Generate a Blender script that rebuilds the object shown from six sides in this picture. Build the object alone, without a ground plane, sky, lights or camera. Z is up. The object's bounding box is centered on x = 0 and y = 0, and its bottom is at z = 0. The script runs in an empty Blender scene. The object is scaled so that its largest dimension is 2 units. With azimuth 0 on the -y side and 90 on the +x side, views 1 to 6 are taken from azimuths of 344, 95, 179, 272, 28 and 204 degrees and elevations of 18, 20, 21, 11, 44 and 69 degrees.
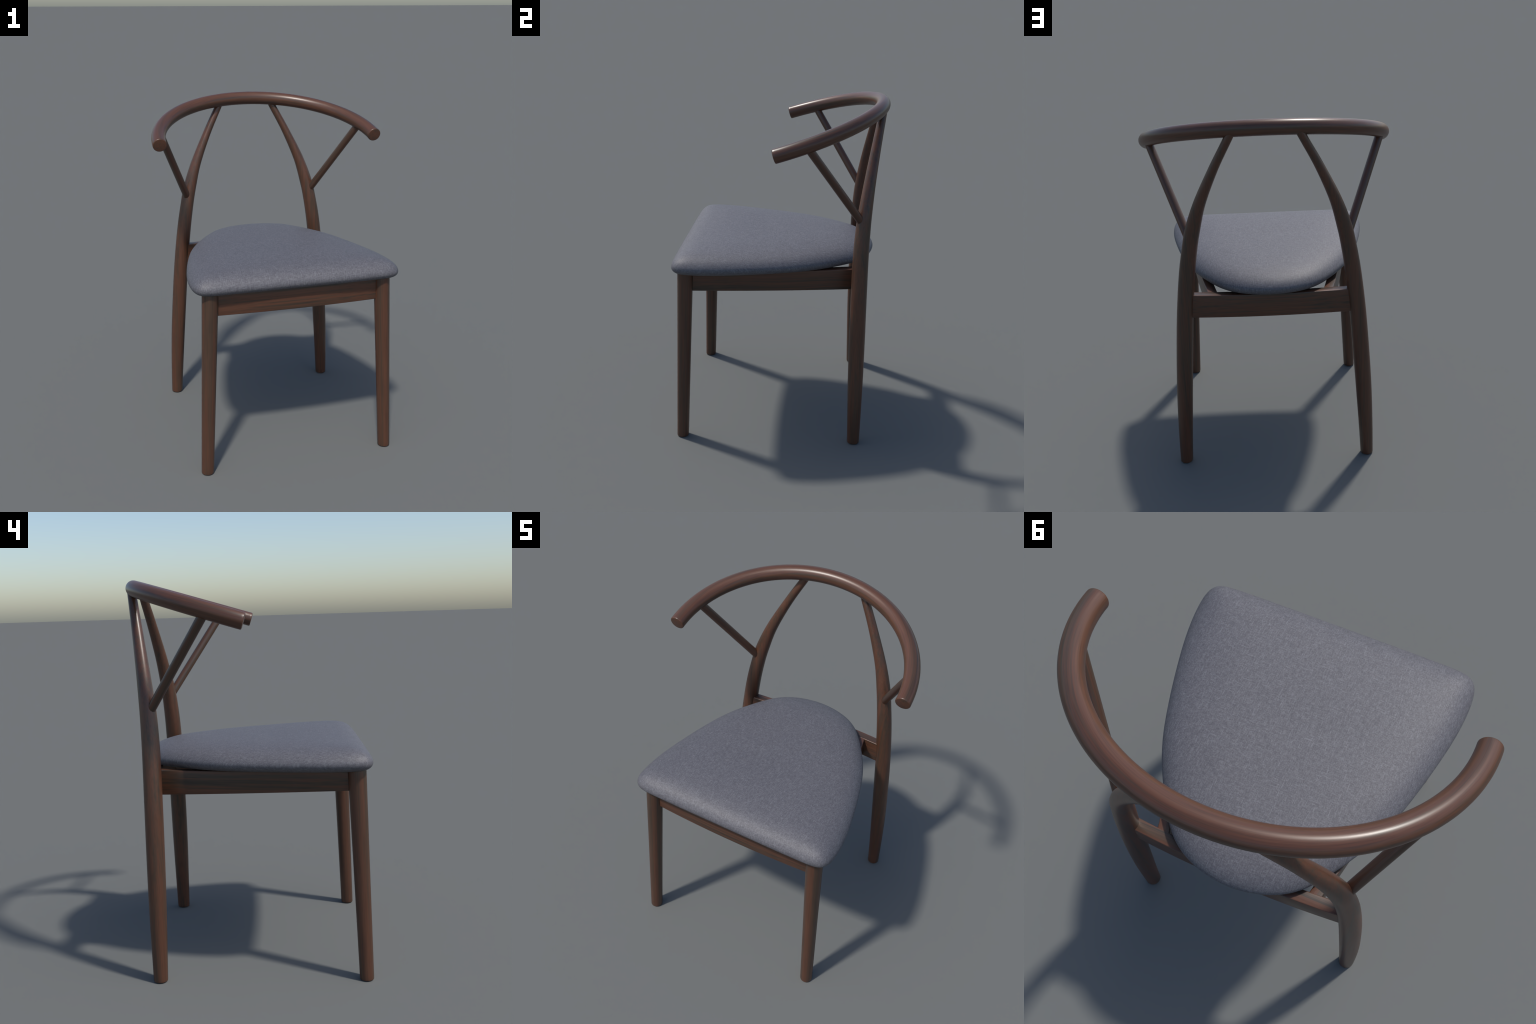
import bpy, math
import numpy as np
from mathutils import Vector, Matrix

# ------------------------------------------------------------------ helpers
def new_object(name, verts, faces, material, parent, smooth_angle=40.0):
    mesh = bpy.data.meshes.new(name)
    mesh.from_pydata([tuple(map(float, v)) for v in verts], [], faces)
    mesh.validate()
    mesh.update()
    mesh.materials.append(material)
    mesh.polygons.foreach_set("use_smooth", [True] * len(mesh.polygons))
    mesh.set_sharp_from_angle(angle=math.radians(smooth_angle))
    obj = bpy.data.objects.new(name, mesh)
    bpy.context.scene.collection.objects.link(obj)
    obj.parent = parent
    return obj


def spline(points, n):
    """Catmull-Rom through control rows (any number of columns), n samples, even spacing."""
    P = np.array(points, float)
    P = np.vstack([2 * P[0] - P[1], P, 2 * P[-1] - P[-2]])
    out = []
    for i in range(1, len(P) - 2):
        a, b, c, d = P[i - 1:i + 3]
        for t in np.linspace(0, 1, 24, endpoint=False):
            out.append(0.5 * (2 * b + (c - a) * t + (2 * a - 5 * b + 4 * c - d) * t * t
                              + (3 * b - a - 3 * c + d) * t ** 3))
    out.append(P[-2])
    out = np.array(out)
    s = np.r_[0, np.cumsum(np.linalg.norm(np.diff(out[:, :3], axis=0), axis=1))]
    u = np.linspace(0, s[-1], n)
    return np.stack([np.interp(u, s, out[:, k]) for k in range(out.shape[1])], 1)


def tube(path, radii, bevel_start, bevel_end, segments=40, flat_ends=False, depth_ratio=None):
    """Round bar swept along a path; ends are closed with a small rounded bevel.
    flat_ends keeps the end rings horizontal (feet standing on the floor)."""
    path = np.array(path, float)
    radii = np.array(radii, float)
    depth_ratio = np.ones(len(path)) if depth_ratio is None else np.array(depth_ratio, float)
    T = np.gradient(path, axis=0)
    T /= np.linalg.norm(T, axis=1)[:, None]
    stations = []          # centre, tangent, radius, depth / width of the section
    # start bevel: radius shrinks towards the very end of the bar
    for a in np.linspace(math.pi / 2, 0, 5)[:-1]:
        stations.append((path[0] + T[0] * bevel_start * (1 - math.sin(a)), T[0],
                         radii[0] - bevel_start * (1 - math.cos(a)), depth_ratio[0]))
    stations.append((path[0] + T[0] * bevel_start, T[0], radii[0], depth_ratio[0]))
    for i in range(1, len(path) - 1):
        stations.append((path[i], T[i], radii[i], depth_ratio[i]))
    stations.append((path[-1] - T[-1] * bevel_end, T[-1], radii[-1], depth_ratio[-1]))
    for a in np.linspace(0, math.pi / 2, 5)[1:]:
        stations.append((path[-1] - T[-1] * bevel_end * (1 - math.sin(a)), T[-1],
                         radii[-1] - bevel_end * (1 - math.cos(a)), depth_ratio[-1]))
    # parallel-transported frame
    t0 = stations[0][1]
    ref = np.array([1.0, 0, 0]) if abs(t0[0]) < 0.8 else np.array([0, 1.0, 0])
    n = ref - t0 * (ref @ t0)
    n /= np.linalg.norm(n)
    verts, faces = [], []
    for c, t, r, q in stations:
        n = n - t * (n @ t)
        n /= np.linalg.norm(n)
        b = np.cross(t, n)
        for k in range(segments):
            a = 2 * math.pi * k / segments
            off = r * (math.cos(a) * n + q * math.sin(a) * b)
            p = c + off
            verts.append(p)
    m = len(stations)
    for i in range(m - 1):
        for k in range(segments):
            k2 = (k + 1) % segments
            faces.append((i * segments + k, i * segments + k2, (i + 1) * segments + k2, (i + 1) * segments + k))
    faces.append(tuple(reversed(range(segments))))
    faces.append(tuple(range((m - 1) * segments, m * segments)))
    verts = np.array(verts)
    if flat_ends:          # foot: the underside lies flat on the floor
        ring = slice(0, segments)
        verts[ring, 2] = 0.0
        for j in range(1, 5):
            ring = slice(j * segments, (j + 1) * segments)
            verts[ring, 2] = bevel_start * (1 - math.sin(math.pi / 2 * (1 - j / 4)))
    return verts, faces


def bar(start, end, bow, thickness, z_start, z_end, bevel=0.004, n=33):
    """Flat rail with a rectangular rounded section between two plan points.
    bow: sideways bulge (towards the right of start->end); z_*: (bottom, top)."""
    s, e = np.array(start, float), np.array(end, float)
    d = e - s
    side = np.array([d[1], -d[0]]) / np.linalg.norm(d)
    verts, faces = [], []
    prof = []
    for cx, cz, a0 in ((1, 1, 0), (-1, 1, 90), (-1, -1, 180), (1, -1, 270)):
        for a in np.linspace(a0, a0 + 90, 4):
            prof.append((cx, cz, bevel * math.cos(math.radians(a)), bevel * math.sin(math.radians(a))))
    m = len(prof)
    for t in np.linspace(0, 1, n):
        c = s + d * t + side * bow * 4 * t * (1 - t)
        tang = d + side * bow * 4 * (1 - 2 * t)
        nn = np.array([tang[1], -tang[0]]) / np.linalg.norm(tang)
        z0 = z_start[0] + (z_end[0] - z_start[0]) * t
        z1 = z_start[1] + (z_end[1] - z_start[1]) * t
        for cx, cz, bx, bz in prof:
            w = cx * (thickness / 2 - bevel) + bx
            z = (z1 - bevel if cz > 0 else z0 + bevel) + bz
            verts.append((c[0] + nn[0] * w, c[1] + nn[1] * w, z))
    for i in range(n - 1):
        for k in range(m):
            k2 = (k + 1) % m
            faces.append((i * m + k, (i + 1) * m + k, (i + 1) * m + k2, i * m + k2))
    faces.append(tuple(range(m)))
    faces.append(tuple(reversed(range((n - 1) * m, n * m))))
    return verts, faces


def mirrored(verts, faces):
    v = np.array(verts, float).copy()
    v[:, 0] *= -1
    return v, [tuple(reversed(f)) for f in faces]


# ------------------------------------------------------------------ materials
class Nodes:
    def __init__(self, name):
        self.mat = bpy.data.materials.new(name)
        self.mat.use_nodes = True
        self.t = self.mat.node_tree
        self.t.nodes.clear()
        self.out = self.t.nodes.new("ShaderNodeOutputMaterial")
        self.bsdf = self.t.nodes.new("ShaderNodeBsdfPrincipled")
        self.link(self.bsdf.outputs[0], self.out.inputs[0])

    def link(self, a, b):
        self.t.links.new(a, b)

    def put(self, value, socket):
        if isinstance(value, bpy.types.NodeSocket):
            self.link(value, socket)
        else:
            socket.default_value = value

    def math(self, op, a, b=0.0):
        n = self.t.nodes.new("ShaderNodeMath")
        n.operation = op
        self.put(a, n.inputs[0])
        self.put(b, n.inputs[1])
        return n.outputs[0]

    def object_xyz(self):
        tc = self.t.nodes.new("ShaderNodeTexCoord")
        s = self.t.nodes.new("ShaderNodeSeparateXYZ")
        self.link(tc.outputs["Object"], s.inputs[0])
        return tc.outputs["Object"], s.outputs

    def combine(self, x, y, z):
        n = self.t.nodes.new("ShaderNodeCombineXYZ")
        for v, s in zip((x, y, z), n.inputs):
            self.put(v, s)
        return n.outputs[0]

    def mapping(self, vec, scale, loc=(0, 0, 0), rot=(0, 0, 0)):
        n = self.t.nodes.new("ShaderNodeMapping")
        self.link(vec, n.inputs["Vector"])
        n.inputs["Scale"].default_value = scale
        n.inputs["Location"].default_value = loc
        n.inputs["Rotation"].default_value = rot
        return n.outputs[0]

    def noise(self, vec, scale=1.0, detail=3.0, rough=0.5, distortion=0.0):
        n = self.t.nodes.new("ShaderNodeTexNoise")
        self.link(vec, n.inputs["Vector"])
        n.inputs["Scale"].default_value = scale
        n.inputs["Detail"].default_value = detail
        n.inputs["Roughness"].default_value = rough
        n.inputs["Distortion"].default_value = distortion
        return n.outputs["Fac"]

    def ramp(self, fac, stops):
        n = self.t.nodes.new("ShaderNodeValToRGB")
        self.link(fac, n.inputs[0])
        e = n.color_ramp.elements
        while len(e) < len(stops):
            e.new(0.5)
        for el, (p, c) in zip(e, stops):
            el.position = p
            el.color = (*c, 1) if len(c) == 3 else c
        return n.outputs[0]

    def mix(self, fac, a, b, mode="MIX"):
        n = self.t.nodes.new("ShaderNodeMix")
        n.data_type = "RGBA"
        n.blend_type = mode
        self.put(fac, n.inputs[0])
        self.put(a if isinstance(a, bpy.types.NodeSocket) else (*a, 1), n.inputs[6])
        self.put(b if isinstance(b, bpy.types.NodeSocket) else (*b, 1), n.inputs[7])
        return n.outputs[2]

    def bump(self, height, strength, distance):
        n = self.t.nodes.new("ShaderNodeBump")
        n.inputs["Strength"].default_value = strength
        n.inputs["Distance"].default_value = distance
        self.link(height, n.inputs["Height"])
        self.link(n.outputs[0], self.bsdf.inputs["Normal"])


def walnut(name, along, roughness=0.36, contrast=1.0, lift=0.0, shift=0.0):
    """Dark reddish walnut; the grain runs along object x, y, z or round the arc ('arc')."""
    m = Nodes(name)
    vec, (x, y, z) = m.object_xyz()
    if along == "arc":
        radius = m.math("SQRT", m.math("ADD", m.math("MULTIPLY", x, x), m.math("MULTIPLY", y, y)))
        angle = m.math("MULTIPLY", m.math("ARCTAN2", x, y), 0.65)
        vec = m.combine(radius, z, angle)
        along = "z"
    elif along == "splayed":                     # follow the outward lean of the front legs
        out = m.math("ADD", m.math("ADD", m.math("ABSOLUTE", x), m.math("MULTIPLY", z, 0.0426)),
                     m.math("MULTIPLY", m.math("SIGN", x), 2.0))
        vec = m.combine(out, m.math("SUBTRACT", y, m.math("MULTIPLY", z, 0.0388)), z)
        along = "z"
    i = "xyz".index(along)

    def stretched(run, across, off):
        s = [across] * 3
        s[i] = run
        return m.mapping(vec, s, (off + shift, off * 1.7 + shift, off * 0.6))
    broad = m.noise(stretched(0.6, 30.0, 3.1), 1.0, 2.0, 0.5, 0.2)       # figure bands
    streak = m.noise(stretched(0.8, 95.0, 7.7), 1.0, 3.0, 0.65, 0.1)     # grain lines
    pores = m.noise(stretched(5.0, 300.0, 1.3), 1.0, 2.0, 0.5, 0.0)      # fine pores
    tone = m.math("ADD", m.math("MULTIPLY", broad, 0.45), m.math("MULTIPLY", streak, 0.55))
    tone = m.math("ADD", m.math("MULTIPLY", m.math("SUBTRACT", tone, 0.5), contrast), 0.5 + lift)
    col = m.ramp(tone, [(0.35, DARK), (0.45, MID), (0.54, RED), (0.68, LIGHT)])
    fine = m.ramp(pores, [(0.36, (0.55, 0.57, 0.60)), (0.52, (1, 1, 1))])
    col = m.mix(0.45, col, fine, "MULTIPLY")
    m.link(col, m.bsdf.inputs["Base Color"])
    rough = m.math("ADD", roughness - 0.04, m.math("MULTIPLY", streak, 0.08))
    m.link(rough, m.bsdf.inputs["Roughness"])
    m.bsdf.inputs["Specular IOR Level"].default_value = 0.5
    m.bump(pores, 0.05, 0.001)
    return m.mat


DARK = (0.036, 0.026, 0.019)
MID = (0.066, 0.037, 0.023)
RED = (0.093, 0.038, 0.021)
LIGHT = (0.106, 0.046, 0.026)


def woven_fabric():
    m = Nodes("grey_woven_fabric")
    vec, (x, y, z) = m.object_xyz()
    weft = m.noise(m.mapping(vec, (58, 330, 330)), 1.0, 2.0, 0.6)
    warp = m.noise(m.mapping(vec, (330, 58, 58), (5, 3, 1)), 1.0, 2.0, 0.6)
    slub_a = m.noise(m.mapping(vec, (26, 300, 300), (9, 1, 4)), 1.0, 1.0, 0.5)
    slub_b = m.noise(m.mapping(vec, (300, 26, 26), (2, 8, 4)), 1.0, 1.0, 0.5)
    mottle = m.noise(vec, 14.0, 3.0, 0.6)
    weave = m.math("MULTIPLY", m.math("ADD", weft, warp), 0.5)
    col = m.ramp(weave, [(0.36, (0.066, 0.064, 0.074)), (0.50, (0.095, 0.092, 0.104)), (0.64, (0.137, 0.134, 0.147))])
    slub = m.math("MAXIMUM", slub_a, slub_b)
    slub = m.ramp(slub, [(0.63, (0, 0, 0)), (0.74, (1, 1, 1))])
    col = m.mix(m.math("MULTIPLY", slub, 0.42), col, (0.19, 0.19, 0.205))
    col = m.mix(0.2, col, m.ramp(mottle, [(0.35, (0.86, 0.86, 0.87)), (0.65, (1.0, 1.0, 1.0))]), "MULTIPLY")
    m.link(col, m.bsdf.inputs["Base Color"])
    m.bsdf.inputs["Roughness"].default_value = 0.6
    m.bsdf.inputs["Specular IOR Level"].default_value = 0.5
    m.bump(weave, 0.12, 0.003)
    return m.mat


WOOD_UP = walnut("walnut_upright_grain", "z", contrast=0.85, lift=0.01)
WOOD_SPLAYED = walnut("walnut_leg_grain", "splayed", contrast=0.85, lift=0.01)
WOOD_ACROSS = walnut("walnut_crosswise_grain", "x", contrast=1.3, lift=0.02)
WOOD_DEEP = walnut("walnut_lengthwise_grain", "y", contrast=1.25, lift=0.01)
WOOD_BENT = walnut("walnut_bent_grain", "arc", 0.34, contrast=0.9, lift=0.045, shift=5.0)
FABRIC = woven_fabric()

# ------------------------------------------------------------------ the chair
chair = bpy.data.objects.new("dining_chair", None)
bpy.context.scene.collection.objects.link(chair)
chair["label"] = "dark walnut dining chair with curved round backrest and grey fabric seat"
chair["category"] = "chair"

# --- front legs: straight, splayed, tapering to the foot
foot, head = np.array([0.5425, -0.572, 0.0]), np.array([0.4975, -0.531, 1.0615])
t = np.linspace(0, 1, 30)
path = foot + (head - foot) * t[:, None]
radii = np.interp(t, [0, 0.55, 1.0], [0.0355, 0.0405, 0.0455])
v, f = tube(path, radii, 0.006, 0.002, flat_ends=True)
new_object("front_leg", v, f, WOOD_SPLAYED, chair)
new_object("front_leg", *mirrored(v, f), WOOD_SPLAYED, chair)

# --- back legs: rise past the seat, sweep inwards and taper up to the bent rail
#      x, y, z, half width, half depth
back_leg = [
    (0.5250, 0.468, 0.00, 0.0355, 0.0360),
    (0.5180, 0.4675, 0.18, 0.0395, 0.0400),
    (0.5055, 0.4665, 0.42, 0.0440, 0.0445),
    (0.4890, 0.466, 0.66, 0.0455, 0.0462),
    (0.4680, 0.466, 0.92, 0.0450, 0.0460),
    (0.4420, 0.468, 1.15, 0.0435, 0.0450),
    (0.4160, 0.475, 1.31, 0.0410, 0.0425),
    (0.3920, 0.485, 1.42, 0.0395, 0.0390),
    (0.3445, 0.504, 1.57, 0.0315, 0.0335),
    (0.2640, 0.533, 1.75, 0.0242, 0.0275),
    (0.1860, 0.560, 1.90, 0.0218, 0.0235),
    (0.1620, 0.568, 1.945, 0.0212, 0.0228),
]
p = spline(back_leg, 90)
v, f = tube(p[:, :3], p[:, 3], 0.006, 0.001, flat_ends=True, depth_ratio=p[:, 4] / p[:, 3])
new_object("back_leg", v, f, WOOD_UP, chair)
new_object("back_leg", *mirrored(v, f), WOOD_UP, chair)

# --- bent top rail: half circle of round section in a plane that slopes down to the front
RAIL_R = 0.0405
apex = np.array([0, 0.574, 1.960])
tip_y, tip_z, tip_x = -0.012, 1.780, 0.653
tilt = math.atan2(apex[2] - tip_z, apex[1] - tip_y)
depth = math.hypot(apex[1] - tip_y, apex[2] - tip_z)
ang = np.linspace(-math.pi / 2, math.pi / 2, 121)
local = np.stack([tip_x * np.sin(ang), depth * np.cos(ang), 0 * ang], 1)
v, f = tube(local, np.full(len(ang), RAIL_R), 0.006, 0.006, 48)
rail = new_object("backrest_rail", v, f, WOOD_BENT, chair)
rail.location = (0, tip_y, tip_z)
rail.rotation_euler = (tilt, 0, 0)

# --- struts from the back legs forward to the arms of the rail
a, b = Vector((0.418, 0.462, 1.367)), Vector((0.627, 0.160, 1.831))
length = (b - a).length
v, f = tube([(0, 0, length * k / 19) for k in range(20)], np.full(20, 0.0228), 0.003, 0.003, 32)
for sx in (1, -1):
    lo, hi = Vector((a.x * sx, a.y, a.z)), Vector((b.x * sx, b.y, b.z))
    strut = new_object("arm_strut", v, f, WOOD_UP, chair)
    strut.rotation_mode = "QUATERNION"
    strut.rotation_quaternion = Vector((0, 0, 1)).rotation_difference(hi - lo)
    strut.location = lo

# --- seat rails (slightly bowed outwards)
v, f = bar((-0.490, -0.520), (0.490, -0.520), 0.017, 0.050, (0.936, 1.0575), (0.936, 1.0575))
new_object("front_rail", v, f, WOOD_ACROSS, chair)
v, f = bar((0.455, 0.458), (-0.455, 0.458), 0.020, 0.050, (0.920, 1.050), (0.920, 1.050))
new_object("back_rail", v, f, WOOD_ACROSS, chair)
for sx, front_bottom in ((1, 0.942), (-1, 0.957)):            # the left one sits a little higher in front
    near, far = Vector((0.476 * sx, -0.505, 0)), Vector((0.309 * sx, 0.463, 0))
    v, f = bar((0, 0), (0, (far - near).length), 0.012 * sx, 0.050, (front_bottom, 1.056), (0.922, 1.049))
    side = new_object("side_rail", v, f, WOOD_DEEP, chair)
    side.location = near
    side.rotation_euler = (0, 0, math.atan2(-(far - near).x, (far - near).y))

# --- upholstered seat: rounded shield outline with a soft crown
half = [(0, .552), (.10, .540), (.19, .508), (.262, .458), (.325, .383), (.39, .283), (.443, .185), (.487, .075),
        (.533, -.085), (.573, -.26), (.592, -.38), (.598, -.48), (.591, -.550), (.565, -.592), (.51, -.6085),
        (.40, -.6125), (.2, -.6135), (0, -.6135)]
left = [(-x, y) for x, y in reversed(half[1:-1])]
loop = half + left
ctrl = loop[-2:] + loop + loop[:3]
dense = []
P = np.array(ctrl)
for i in range(2, len(P) - 3):
    a0, b0, c0, d0 = P[i - 1:i + 3]
    for tt in np.linspace(0, 1, 30, endpoint=False):
        dense.append(0.5 * (2 * b0 + (c0 - a0) * tt + (2 * a0 - 5 * b0 + 4 * c0 - d0) * tt ** 2
                            + (3 * b0 - a0 - 3 * c0 + d0) * tt ** 3))
dense = np.array(dense)
closed = np.vstack([dense, dense[:1]])
s = np.r_[0, np.cumsum(np.linalg.norm(np.diff(closed, axis=0), axis=1))]
N = 360
u = np.linspace(0, s[-1], N, endpoint=False)
outline = np.array([0.996, 1.0]) * np.stack([np.interp(u, s, closed[:, k]) for k in (0, 1)], 1)
centre = np.array([0, -0.08])


def edge_distance(Q):
    """Distance from the seat edge, softened so that no ridge forms where insets meet:
    the integral of 1/r^4 along the edge, which tends to the true distance near it."""
    A = np.stack([np.interp(np.linspace(0, s[-1], 2400, endpoint=False), s, closed[:, k]) for k in (0, 1)], 1) * np.array([0.996, 1.0])
    r2 = np.maximum(((Q[:, None, :] - A[None]) ** 2).sum(2), 1e-12)
    true = np.sqrt(r2.min(1))
    soft = ((s[-1] / 2400) * (r2 ** -2).sum(1) / (math.pi / 2)) ** (-1 / 3)
    w = np.clip((true - 0.006) / 0.012, 0, 1)
    return true * (1 - w) + soft * w


def lip_height(y):
    return 1.098 - 0.010 * np.clip((y + 0.6) / 1.1, 0, 1)


crown = spline([(0, 0, 0), (.002, .010, 0), (.008, .020, 0), (.022, .0345, 0), (.042, .0475, 0), (.072, .0595, 0),
                (.12, .070, 0), (.2, .079, 0), (.3, .083, 0), (.45, .085, 0), (.62, .0855, 0)], 400)
top_k = 1 - np.linspace(0, 1, 56) ** 1.9
bot_k = 1 - np.linspace(0, 1, 28)[1:] ** 2.2
verts, faces = [], []


def ring(k, upper):
    Q = centre + (outline - centre) * k
    d = edge_distance(Q) if k < 0.9999 else np.zeros(N)
    lip = lip_height(Q[:, 1])
    if upper:
        z = lip + np.interp(d, crown[:, 0], crown[:, 1]) * np.interp(Q[:, 1], [-0.6, -0.45, -0.1, 0.2, 0.4, 0.55], [1.15, 1.085, 1.015, 0.995, 0.985, 0.90])
    else:
        w = np.clip(d / 0.062, 0, 1)
        z = lip - 0.039 * np.sqrt(np.clip(1 - (1 - w) ** 2, 0, 1))
    return np.column_stack([Q, z])


rows = [ring(k, True) for k in top_k[:-1]][::-1] + [ring(k, False) for k in bot_k[:-1]]
for r in rows:
    verts.extend(r)
R = len(rows)
for i in range(R - 1):
    for k in range(N):
        k2 = (k + 1) % N
        faces.append((i * N + k, (i + 1) * N + k, (i + 1) * N + k2, i * N + k2))
verts.append((*centre, rows[0][:, 2].mean()))
verts.append((*centre, rows[-1][:, 2].mean()))
top, bot = len(verts) - 2, len(verts) - 1
for k in range(N):
    k2 = (k + 1) % N
    faces.append((top, k, k2))
    faces.append((bot, (R - 1) * N + k2, (R - 1) * N + k))
faces = [tuple(reversed(q)) for q in faces]
seat = new_object("seat_cushion", verts, faces, FABRIC, chair, 80)
# relax the faint ridge where inset rings meet
bpy.context.view_layer.objects.active = seat
mod = seat.modifiers.new("relax", "SMOOTH")
mod.factor = 0.5
mod.iterations = 4
dg = bpy.context.evaluated_depsgraph_get()
relaxed = bpy.data.meshes.new_from_object(seat.evaluated_get(dg))
seat.modifiers.clear()
seat.data = relaxed

# consistent outward normals on every part
import bmesh
for ob in list(chair.children):
    bm = bmesh.new()
    bm.from_mesh(ob.data)
    bmesh.ops.recalc_face_normals(bm, faces=bm.faces)
    bm.to_mesh(ob.data)
    bm.free()
